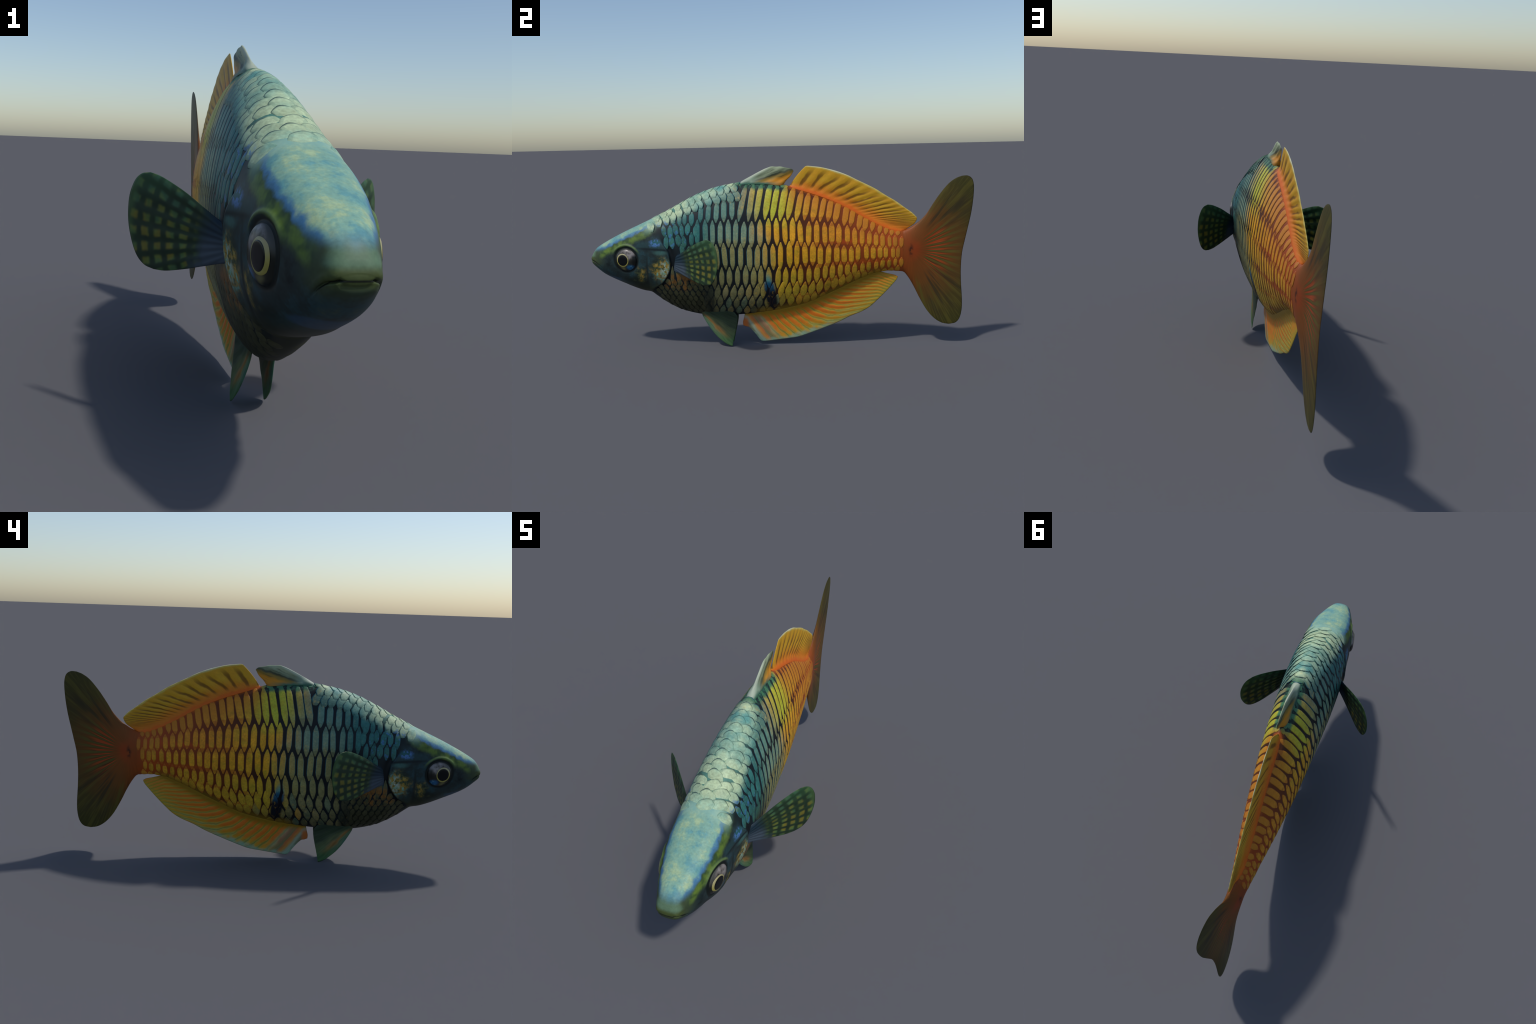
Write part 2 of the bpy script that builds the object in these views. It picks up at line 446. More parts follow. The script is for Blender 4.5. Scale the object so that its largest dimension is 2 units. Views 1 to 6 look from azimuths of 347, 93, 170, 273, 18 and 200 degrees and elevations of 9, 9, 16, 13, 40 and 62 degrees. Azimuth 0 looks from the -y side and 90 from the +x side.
def material_skin():
    T = Tree("fish_skin"); T.rnd = .5
    ax, y, z, skin, plate, n1, n2, n3, depth = fish_colours(T)
    # ---- head colouring
    cheek = T.ramp(T.noise(12, 5, rough=.65), [(.30, (.006, .011, .012)), (.46, (.018, .032, .032)), (.58, (.020, .052, .060)), (.72, (.050, .075, .050))])
    cheek = T.mix(T.step(y, -.90, -.97) * T.step(z, .42, .47), cheek, (.045, .065, .030))
    head = T.mix(T.step(z, .40, .31), cheek, (.022, .026, .010))
    head = T.mix(T.spot(y + (z - .36) * .9, z, -.88, .375, .07, .02) * .8, head, (.03, .07, .12))
    # lips: dull green band on the snout
    snout = T.step(y, -.962, -.985)
    lip = T.step(z, .485, .500)
    head = T.mix(snout * T.step(z, .455, .47), head, T.mix(lip, (.055, .075, .022), (.10, .17, .10)))
    slit = T.band(z - .473 + T.math("MAXIMUM", y + .985, 0.0) * .55 + T.math("MAXIMUM", ax - .03, 0.0) * .35, 0.0, .0038) * T.step(y, -.952, -.965)
    # pale crown, blue border, lime brow stripe
    k = depth - .045 * (y + .93) * T.step(y, -.93, -.70) + n2 * .030
    lime = T.band(k, .052, .034) * T.step(y, -.965, -.92) * T.step(y, -.60, -.68)
    head = T.mix(lime, head, T.mix(T.step(T.noise(26, 2), .35, .6), (.04, .08, .02), (.115, .185, .028)))
    blue = T.step(k, .040, .026)
    crown_zone = T.step(z + n2 * .02, .512, .552)
    head = T.mix(blue * crown_zone, head, (.06, .17, .30))
    pale = T.step(k, .028, .014)
    crown_col = T.ramp(T.noise(13, 5, vec=T.obj, rough=.65), [(.25, (.05, .18, .27)), (.40, (.12, .30, .30)), (.52, (.20, .37, .29)), (.66, (.34, .46, .27)), (.80, (.44, .50, .26))])
    head = T.mix(pale * crown_zone, head, crown_col)
    # iridescent gill cover and cheek plate
    sv = T.noise(44, 5, rough=.75) + (T.noise(11, 2) - .5) * .9 + (y + .615) * 1.2
    fleck = T.ramp(sv, [(.28, (.016, .022, .012)), (.40, (.05, .065, .028)), (.47, (.15, .115, .022)), (.53, (.32, .19, .025)), (.59, (.16, .22, .11)), (.66, (.15, .33, .27)), (.76, (.44, .56, .46))])
    g1 = T.spot(y + n2 * .06 + n1 * .05, z + n2 * .06, -.612, .440, .072, .088, .30)
    g2 = T.spot(y + n2 * .03, z + n2 * .03, -.722, .405, .042, .058, .35)
    g3 = T.spot(y, z + n2 * .02, -.76, .375, .08, .030, .2)
    head = T.mix(g1 * .95, head, T.scale_color(fleck, 1.25))
    hi_ = T.spot(y + n2 * .03, z + n2 * .03, -.590, .430, .035, .07, .2) * T.step(T.noise(55, 3), .48, .62)
    head = T.mix(hi_ * .9, head, (.32, .46, .40))
    head = T.mix(T.spot(y, z, -.610, .520, .05, .018, .3) * .6, head, (.06, .16, .14))
    head = T.mix(g2 * .9, head, T.scale_color(fleck, 1.0))
    head = T.mix(g3 * .85, head, T.scale_color(fleck, .6))
    bs = T.spot(y + n2 * .02, z + n2 * .02, -.635, .570, .045, .026, .3)
    head = T.mix(bs, head, T.mix(T.step(T.noise(60, 2), .45, .58), (.02, .10, .11), (.07, .17, .38)))
    ts = T.spot(y, z, -.70, .560, .06, .03, .3)
    head = T.mix(ts * .6, head, (.02, .06, .065))
    # dark lines: cheek plate edge, cover top, ring around the eye
    pe = T.band(y + .684 - .25 * ((z - .40) ** 2.0), 0.0, .011) * T.step(z, .32, .36) * T.step(z, .54, .48)
    head = T.mix(pe * .75, head, (.010, .014, .012))
    topl = T.band(z + (y + .6) * .06, .535, .010) * T.step(y, -.75, -.70)
    head = T.mix(topl * .8, head, (.006, .010, .012))
    er = T.math("SQRT", (y - EYE_Y) ** 2.0 + (z - EYE_Z) ** 2.0)
    head = T.mix(T.step(er, .074, .064) * T.step(ax, .05, .07), head, (.006, .010, .009))
    arc_ = T.band(er, .0785, .008) * T.step(z, .505, .545) * T.step(ax, .05, .07)
    head = T.mix(arc_ * .8, head, (.13, .20, .06))
    head = T.mix(slit, head, (.004, .006, .004))
    head = T.scale_color(head, 1.0 + n3 * .5)
    # where the head gives way to the scaled trunk
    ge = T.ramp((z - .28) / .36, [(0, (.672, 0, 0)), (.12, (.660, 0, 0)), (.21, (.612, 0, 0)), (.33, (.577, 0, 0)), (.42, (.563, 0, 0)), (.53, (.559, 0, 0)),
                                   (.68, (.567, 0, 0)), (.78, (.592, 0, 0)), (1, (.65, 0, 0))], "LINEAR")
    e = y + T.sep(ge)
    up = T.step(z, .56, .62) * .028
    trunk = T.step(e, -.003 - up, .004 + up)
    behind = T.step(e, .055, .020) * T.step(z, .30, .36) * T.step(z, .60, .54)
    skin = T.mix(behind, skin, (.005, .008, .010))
    roothalo = T.spot(y, z, -.500, .465, .040, .062, .5)
    skin = T.mix(roothalo, skin, (.02, .045, .085))
    nape = T.step(depth, .09, .04) * T.step(y, -.72, -.64)
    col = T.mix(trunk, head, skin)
    col = T.mix(nape * (1.0 - trunk), col, T.mix(T.noise(22, 4), (.14, .34, .33), (.40, .56, .40)))
    stalk = T.step(y + n2 * .05, .585, .66)
    col = T.mix(stalk, col, T.mix(T.noise(30, 3), (.30, .050, .008), (.21, .062, .008)))
    return T.finish(col, rough=.5, spec=.22)

def material_scale(name, part):
    """part 0: plate, 1: long side rims, 2: upper and lower tips"""
    T = Tree(name)
    g = T.node("ShaderNodeNewGeometry")
    T.rnd = S(T, g.outputs["Random Per Island"])
    ax, y, z, skin, plate, n1, n2, n3, depth = fish_colours(T)
    if part:
        front = T.step(yw_edge(T, y, z), .02, -.10)
        ridge = T.step(depth, .10, .03) * T.step(y, -.19, -.25)
        dim = T.mix(.5, plate, skin)
        if part == 1:
            cool = T.mix(T.step(z, .36, .46), T.mix(.45, plate, skin), (.035, .13, .145))
            out = T.mix(front, T.mix(.55, plate, T.mix(.5, skin, (.20, .040, .006))), cool)
        else:
            out = T.mix(front, T.mix(T.step(y, -.02, .14) * (.25 + .4 * T.step(T.noise(14, 2), .4, .6)), plate, (.38, .085, .008)), T.mix(.25, plate, skin))
            rows = (T.band(z, .560, .034) + T.band(z, .452, .028)) * T.step(y, .10, .40)
            out = T.mix(rows * .7, out, (.40, .062, .008))
        plate = T.mix(ridge, out, T.mix(.22, plate, skin))  # nape rims mixed darker, drawing the shading at each scale's edge
    return T.finish(plate, rough=.5, spec=.25)

def material_tail():
    T = Tree("tail_fin_membrane"); T.rnd = .5
    ax, y, z = T.position(); T.sym = T.vec(ax, y, z)
    dy, dz = y - TAIL_PIVOT[0], z - TAIL_PIVOT[1]
    r = T.math("SQRT", dy * dy + dz * dz)
    a = T.math("ARCTAN2", dz, dy)
    aa = T.math("ABSOLUTE", a)
    n = T.noise(14, 3)
    pol = T.vec(a * 6.5, r * 1.6, 0.0)
    streak = T.noise(1.4, 3, vec=pol, rough=.5)
    fine = T.noise(6.0, 3, vec=T.vec(a * 9.0, r * 1.2, 3.0), rough=.6)
    base = T.ramp(r + (n - .5) * .06 + T.math("ABSOLUTE", dz) * .18, [(.02, (.30, .050, .008)), (.10, (.20, .058, .009)), (.20, (.155, .055, .009)), (.28, (.105, .050, .009)), (.38, (.070, .050, .009)), (.5, (.050, .044, .008))])
    # broad dusky rays in the lobes
    dusk = T.step(streak, .50, .60) * T.step(r, .12, .20) * T.step(r, .44, .34)
    base = T.mix(dusk * .75 * T.step(aa, .35, .75), base, (.034, .026, .010))
    glow = T.step(streak, .44, .36) * T.step(r, .12, .20) * T.step(aa, .35, .75)
    base = T.mix(glow * .6, base, (.105, .088, .014))
    # crisp red and olive alternation in the middle of the fan
    ph = a * 7.2 + (T.noise(1.2, 2, vec=T.vec(a * 4.0, r * 3.0, 9.0)) - .5) * 1.6
    wv = T.math("COSINE", ph * TAU)
    zone = T.step(r, .075, .105) * T.step(aa, .85, .50)
    base = T.mix(zone * T.step(r, .30, .20) * T.step(wv, -.1, -.7) * .85, base, (.085, .080, .012))
    base = T.mix(zone * T.step(r, .24, .13) * T.step(wv, .35, .8) * .9, base, (.42, .058, .010))
    base = T.mix(zone * T.step(r, .26, .16) * T.band(wv, -.05, .45, .8) * .6, base, (.045, .016, .006))
    base = T.mix(T.step(r, .24, .34) * T.step(fine, .5, .62) * .4, base, (.095, .080, .014))
    rootc = T.mix(T.noise(30, 3), (.30, .050, .008), (.21, .062, .008))
    base = T.mix(T.step(y, .72, .645), base, rootc)
    base = T.mix(T.spot(y, z, .680, .505, .018, .045, .1) * T.step(T.noise(50, 2), .40, .55), base, (.06, .015, .006))
    col = T.scale_color(base, 1.0 + (fine - .5) * .8)
    return T.finish(col, rough=.5, spec=.22)

def material_rear_dorsal():
    T = Tree("rear_dorsal_membrane")
    ax, y, z = T.position(); T.sym = T.vec(ax, y, z)
    a = T.math("ARCTAN2", z - DORSAL_PIVOT[1], y - DORSAL_PIVOT[0])
    ph = T.math("LOGARITHM", T.math("MAXIMUM", a, .02), math.e) / .186
    n = T.noise(28, 3)
    ph = ph + (n - .5) * .25 + (T.noise(7, 1) - .5) * .9
    wave = T.math("COSINE", ph * TAU) * .5 + .5
    dl = T.sep(T.ramp((y + .2) / .9, [(0, (.866, 0, 0)), (.28, (.846, 0, 0)), (.40, (.816, 0, 0)), (.57, (.757, 0, 0)), (.73, (.672, 0, 0)), (.86, (.613, 0, 0)), (1, (.595, 0, 0))], "LINEAR"))
    et = T.sep(T.ramp((y - .05) / .68, [(0, (.86, 0, 0)), (.13, (.946, 0, 0)), (.26, (.936, 0, 0)), (.45, (.893, 0, 0)), (.58, (.849, 0, 0)), (.74, (.787, 0, 0)), (.88, (.724, 0, 0)), (1, (.66, 0, 0))], "LINEAR"))
    v = (z - dl) / T.math("MAXIMUM", et - dl, .02)
    dark = T.step(wave + (T.noise(12, 2) - .5) * .5, .42, .02) * T.step(v, .08, .28) * T.step(v, 1.0, .60)
    gold = T.mix(T.noise(18, 3), (.62, .27, .012), (.58, .36, .020))
    gold = T.mix(T.step(y, .40, .66) * .5, gold, (.50, .26, .016))
    col = T.mix(T.step(v + (n - .5) * .2, .60, .0), gold, (.62, .16, .010))
    col = T.mix(T.step(v + (n - .5) * .2, .10, .0) * .6, col, (.66, .10, .008))
    col = T.mix(dark * .80, col, (.13, .050, .006))
    fibre = T.noise(5, 3, vec=T.vec(ph * 4.0, v * 1.5, 0.0))
    col = T.scale_color(col, .75 + fibre * .5)
    col = T.mix(T.step(v + (n - .5) * .10, .93, 1.0) * .7, col, (.60, .52, .14))
    col = T.mix(T.step(v, .97, 1.02) * T.step(y, .10, .2) * T.step(y, .5, .3) * .7, col, (.62, .66, .50))  # white highlight tinted into the upper rim
    return T.finish(col, rough=.5, spec=.22)

def material_front_dorsal():
    T = Tree("front_dorsal_membrane")
    ax, y, z = T.position(); T.sym = T.vec(ax, y, z)
    n = T.noise(24, 3) - .5
    q = (z - .905) - (y + .02) * .28 + n * .02             # across the slanted rays
    col = T.ramp(q * 6.0 + .5, [(0, (.52, .20, .012)), (.32, (.56, .23, .014)), (.42, (.26, .17, .03)), (.50, (.06, .07, .04)), (.56, (.20, .24, .14)), (.70, (.36, .42, .26)), (1, (.30, .36, .20))])
    front = T.step(y + n * .05, -.09, -.145)
    col = T.mix(front, col, T.mix(T.noise(40, 3), (.12, .20, .15), (.32, .40, .27)))
    stripe = T.step(T.noise(6, 3, vec=T.vec(q * 22.0, y * 2.0, 0.0)), .56, .68)
    col = T.mix(stripe * .6, col, (.06, .07, .04))
    low = T.step(z + n * .02, .876, .858)
    col = T.mix(low * T.step(y, .04, -.08), col, (.05, .14, .09))
    lead = T.step(z - (.868 + (y + .2) * .49), -.012, .0) * T.step(y, -.03, -.06)  # leading edge painted pale for its grazing sheen
    col = T.mix(lead * .6, col, (.50, .54, .42))
    return T.finish(col, rough=.5, spec=.22)

def material_anal():
    T = Tree("anal_fin_membrane")
    ax, y, z = T.position(); T.sym = T.vec(ax, y, z)
    bl = T.sep(T.ramp((y + .25) / .9, [(0, (.163, 0, 0)), (.28, (.19, 0, 0)), (.45, (.228, 0, 0)), (.62, (.297, 0, 0)), (.78, (.364, 0, 0)), (.85, (.39, 0, 0)), (1, (.393, 0, 0))], "LINEAR"))
    ed = T.sep(T.ramp((y + .22) / .85, [(0, (.09, 0, 0)), (.08, (.07, 0, 0)), (.14, (.014, 0, 0)), (.30, (.028, 0, 0)), (.45, (.067, 0, 0)), (.62, (.119, 0, 0)), (.78, (.180, 0, 0)), (.89, (.27, 0, 0)), (1, (.36, 0, 0))], "LINEAR"))
    d = T.math("MAXIMUM", bl - z, 0.0)
    v = d / T.math("MAXIMUM", bl - ed, .03)
    rl = T.sep(T.ramp((y + .25) / .9, [(0, (.155, 0, 0)), (.39, (.2125, 0, 0)), (.55, (.2875, 0, 0)), (.72, (.4125, 0, 0)), (.89, (.55, 0, 0)), (1, (.625, 0, 0))], "LINEAR")) * 4.0
    n = T.noise(26, 3)
    ph = (y - rl * d) / .036 + (n - .5) * .5 + (T.noise(5, 1) - .5) * 1.0
    wave = T.math("COSINE", ph * TAU) * .5 + .5
    fibre = T.noise(3.2, 4, vec=T.vec(ph * 2.2, v * 1.4, 0.0), rough=.6)
    fine = T.noise(2.0, 3, vec=T.vec(ph * 4.5, v * 1.0, 5.0), rough=.6)
    orange = T.mix(T.step(wave + (fine - .5) * .8, .20, .55), (.48, .29, .024), (.66, .16, .012))
    out = T.mix(T.step(wave + (fine - .5) * 1.0, .25, .7), (.36, .34, .07), (.56, .31, .022))
    col = T.mix(T.step(v + (n - .5) * .5, .45, .95), orange, out)
    col = T.mix(T.step(wave + (fine - .5) * .5, .14, .0) * .55 * T.step(v, .08, .2), col, (.14, .13, .03))
    col = T.mix(T.step(y, .30, .6) * .45, col, (.42, .30, .025))
    front = T.step(y - rl * d * .9, -.07, -.17)
    cool = T.ramp(T.math("FRACT", ph * .5), [(0, (.08, .15, .11)), (.25, (.30, .38, .28)), (.50, (.50, .22, .05)), (.65, (.44, .12, .04)), (.80, (.16, .17, .10)), (1, (.08, .15, .11))])
    col = T.mix(front * .85, col, cool)
    col = T.mix(T.step(y, -.165, -.185) * T.step(z, .16, .13), col, (.50, .14, .03))
    col = T.mix(T.step(v + (n - .5) * .35, .84, 1.02) * T.step(y, .50, .10) * .8, col, (.26, .42, .30))
    dark = T.step(fibre, .54, .66)
    col = T.mix(dark * .50 * T.step(v, .1, .3), col, (.15, .13, .03))
    col = T.mix(T.step(v, .28, .02), col, (.30, .17, .012))
    return T.finish(T.scale_color(col, .7 + fibre * .6), rough=.5, spec=.22)

def material_pectoral():
    T = Tree("pectoral_membrane")
    ax, y, z = T.position(); T.sym = T.vec(ax, y, z)
    p = (ax - float(PEC_ROOT[0])) * float(PEC_DIR[0]) + (y - float(PEC_ROOT[1])) * float(PEC_DIR[1])
    a = T.math("ARCTAN2", z - .463, p + .075)
    r = T.math("SQRT", (p + .075) * (p + .075) + (z - .463) * (z - .463))
    n = T.noise(30, 2) - .5
    ua = a * 18.0 + n * .6
    ur = (r - .02) / .042 + n * .35 + T.math("SINE", a * 3.0) * .15
    ca = T.math("COSINE", ua * TAU * .5) * .5 + .5
    cr = T.math("COSINE", ur * TAU) * .5 + .5
    rv = T.step(T.noise(17, 2), .30, .70)
    spot = T.step(ca, .05, .85) * T.step(cr, .05, .82) * T.step(r, .13, .19)
    tint = T.ramp(rv + (.5 - z) * 1.6, [(0, (.06, .15, .075)), (.4, (.12, .20, .055)), (.7, (.19, .22, .04)), (1, (.24, .20, .025))])
    dark = T.mix(T.noise(40, 2), (.010, .022, .014), (.022, .046, .020))
    dark = T.mix(T.step(z, .53, .60) * .7, dark, (.030, .085, .035))
    col = T.mix(spot * (.35 + T.noise(24, 2) * .7), dark, T.scale_color(tint, .85))
    root = T.step(p + (z - .463) * .35 + n * .05, .085, .03)
    col = T.mix(root * .85, col, T.mix(T.step(z, .49, .44), (.010, .025, .045), (.055, .075, .105)))
    edge = T.step(r, .345, .37)
    col = T.mix(edge * .4, col, (.08, .16, .05))
    return T.finish(col, rough=.5, spec=.22)

def material_pelvic():
    T = Tree("pelvic_membrane")
    ax, y, z = T.position(); T.sym = T.vec(ax, y, z)
    a = T.math("ARCTAN2", .24 - z, y + .47)
    n = T.noise(30, 3) - .5
    st = T.noise(5, 4, vec=T.vec(a * 6.0, (z - y) * 2.0, 0.0), rough=.6)
    col = T.ramp(a + n * .12, [(.30, (.022, .036, .018)), (.55, (.035, .055, .026)), (.70, (.10, .12, .05)), (.80, (.26, .13, .035)), (.88, (.10, .15, .07)), (1, (.05, .13, .085))])
    col = T.mix(T.step(z, .10, .03), col, (.055, .12, .045))
    col = T.mix(T.step(z, .15, .18) * .8, col, (.03, .05, .028))
    return T.finish(T.scale_color(col, .3 + st * 1.4), rough=.5, spec=.22)

def material_eye():
    T = Tree("eye_silver")
    ax, y, z = T.position(); T.sym = T.vec(ax, y, z)
    n = T.noise(38, 3)
    a = T.math("ARCTAN2", z - EYE_Z, y - EYE_Y)              # 0 looks to the tail, +90 degrees up
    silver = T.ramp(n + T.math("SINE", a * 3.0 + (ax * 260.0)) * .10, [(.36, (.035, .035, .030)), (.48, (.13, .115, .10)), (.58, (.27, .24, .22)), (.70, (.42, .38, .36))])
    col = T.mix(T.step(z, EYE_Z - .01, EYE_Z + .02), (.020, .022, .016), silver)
    back = T.step(y, EYE_Y + .025, EYE_Y + .042) * T.band(z, EYE_Z + .004, .030, .6)
    col = T.mix(back, col, (.008, .011, .009))
    blue = T.spot(y, z, -.768, .443, .030, .020, .3)
    col = T.mix(blue, col, T.mix(T.step(T.noise(90, 2), .5, .62), (.02, .16, .36), (.20, .45, .50)))
    lowr = T.spot(y, z, -.815, .436, .028, .020, .3)
    col = T.mix(lowr, col, (.20, .19, .07))
    col = T.mix(T.step(ax, .110, .102), col, T.mix(T.step(z, EYE_Z, EYE_Z + .03), (.012, .016, .010), (.10, .10, .085)))
    return T.finish(T.scale_color(col, .58), rough=.32, spec=.35)

def material_ring():
    T = Tree("iris_gold")
    ax, y, z = T.position(); T.sym = T.vec(ax, y, z)
    er = T.math("SQRT", (y + .809) ** 2.0 + (z - .4815) ** 2.0)
    col = T.mix(T.noise(70, 2), (.32, .28, .05), (.48, .42, .12))
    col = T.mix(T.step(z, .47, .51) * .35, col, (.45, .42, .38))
    return T.finish(T.scale_color(col, .85), rough=.35, spec=.3)

def material_pupil():
    T = Tree("pupil_black")
    return T.finish((.004, .005, .006), rough=.25, spec=.22)

M_SKIN = material_skin()
M_SCALE, M_RIM = material_scale("scale_plate", 0), material_scale("scale_rim", 1)
M_TIP = material_scale("scale_tip", 2)
M_TAIL, M_FIN2, M_FIN1, M_ANAL = material_tail(), material_rear_dorsal(), material_front_dorsal(), material_anal()
M_PEC, M_PELV = material_pectoral(), material_pelvic()
M_EYE, M_RING, M_PUPIL = material_eye(), material_ring(), material_pupil()

# ------------------------------------------------------------------ assemble: root and body parts
fish = bpy.data.objects.new("tropical_fish", None)
fish.empty_display_size = .1
fish["label"] = "teal and orange scaled rainbow fish with spread fins"
fish["category"] = "fish"
link(fish, None)

src = bpy.data.meshes.new("body_source")
src.from_pydata(V.tolist(), [], F)
src.polygons.foreach_set("use_smooth", np.ones(len(F), bool))
src.update()
vn = np.zeros(len(V) * 3); src.vertices.foreach_get("normal", vn); vn = vn.reshape(-1, 3)
cen = np.zeros(len(F) * 3); src.polygons.foreach_get("center", cen); cen = cen.reshape(-1, 3)
bpy.data.meshes.remove(src)
cy, cz, cx = cen[:, 1], cen[:, 2], np.abs(cen[:, 0])
region = np.full(len(F), 1)                                # torso
region[cy < np.where(cz > .60, -.62 + .25 * (cz - .60), gill_edge(cz))] = 0   # head
gill = (cy > -.688 + .25 * (cz - .40) ** 2) & (region == 0) & (cz > .315) & (cz < .57) & (cx > .03)
region[gill] = 2
jaw = (cy < MOUTH_CORNER) & (cz < mouth_z(cy) - .35 * np.maximum(cx - .03, 0))
region[jaw] = 3
region[(cy > .50)] = 4
region[(cy > TAIL_Y)] = 5
names = {0: "head", 1: "torso", 2: "gill_cover", 3: "lower_jaw", 4: "tail_stalk", 5: "tail_fin"}
parts = {}
for k, nm in names.items():
    ids = np.where(region == k)[0]
    fs = [F[i] for i in ids]
    used = np.unique(np.concatenate([np.array(f) for f in fs]))
    remap = {int(u): j for j, u in enumerate(used)}
    mat = M_TAIL if k == 5 else M_SKIN
    ob = mesh_object(nm, V[used], [[remap[v] for v in f] for f in fs], [mat], fish)
    ob.data.normals_split_custom_set_from_vertices(vn[used].tolist())
    parts[nm] = ob

# ------------------------------------------------------------------ scales
def gap_y(y):                        # distance between neighbouring scales of a row
    return float(np.interp(y, [-.7, -.5, -.3, .15, .4, .6], [.032, .034, .041, .041, .037, .032]))
converge = fromto([(-.8, .86), (-.55, .92), (-.35, 1.0), (.05, 1.0), (.2, .93), (.4, .70), (.55, .52), (.64, .46)])
NP, NQ = 7, 13
pg, qg = np.meshgrid([-1, -.78, -.45, 0, .45, .78, 1], [-1, -.92, -.8, -.62, -.45, -.2, 0, .2, .45, .62, .8, .92, 1])
ring_ids = ([j for j in range(NP)] + [r * NP + NP - 1 for r in range(1, NQ)]
            + [(NQ - 1) * NP + j for j in range(NP - 2, -1, -1)] + [r * NP for r in range(NQ - 2, 0, -1)])
scale_faces, scale_mats = [], []
for r in range(NQ - 1):
    for c in range(NP - 1):
        scale_faces.append([r * NP + c, r * NP + c + 1, (r + 1) * NP + c + 1, (r + 1) * NP + c])
        scale_mats.append(2 if r in (0, 1, 2, NQ - 4, NQ - 3, NQ - 2) else 1 if c in (0, NP - 2) else 0)

def scale_shape(y0, a0, hw, hh, H, side, blunt=.5, lean=0.0, tip=.10, tilt=0.0):
    """one conforming, domed, long hexagonal scale"""
    aq = np.abs(qg)
    width = np.clip(1 - np.clip((aq - blunt) / (1 - blunt), 0, 1) ** 1.1 * (1 - tip), tip, 1)
    yy = y0 + hw * pg * width + lean * hh * qg
    aa = a0 + hh * qg
    P0 = on_body(yy, aa, side)
    du = on_body(yy + .002, aa, side) - on_body(yy - .002, aa, side)
    dv = on_body(yy, aa + .002, side) - on_body(yy, aa - .002, side)
    n = np.cross(du, dv)
    n /= np.linalg.norm(n, axis=2, keepdims=True)
    out = P0.copy(); out[..., 1] = 0; out[..., 2] -= .5
    if np.sum(n * out) < 0:
        n = -n
    e = (1 - np.abs(pg) ** 5) * (1 - aq ** 8)
    h = -.0005 + (H + .0005) * e ** .5 * (1 + .25 * pg)
    if tilt:                           # overlapping shingle: low front edge, free raised rear edge
        k = .5 + .5 * pg
        h = -.0012 + tilt * k * np.clip(1 - aq ** 6, 0, 1) ** .5 + .0008 * (1 - pg ** 2)
    return (P0 + n * h[..., None]).reshape(-1, 3)

scale_list = []                       # (area, verts)
def add_scale(y0, a0, hw, hh, H, side, **kw):
    v = scale_shape(y0, a0, hw, hh, H, side, **kw)
    scale_list.append((hw * hh * (1 + .8 * (v[:, 2].mean() > .35)), v))

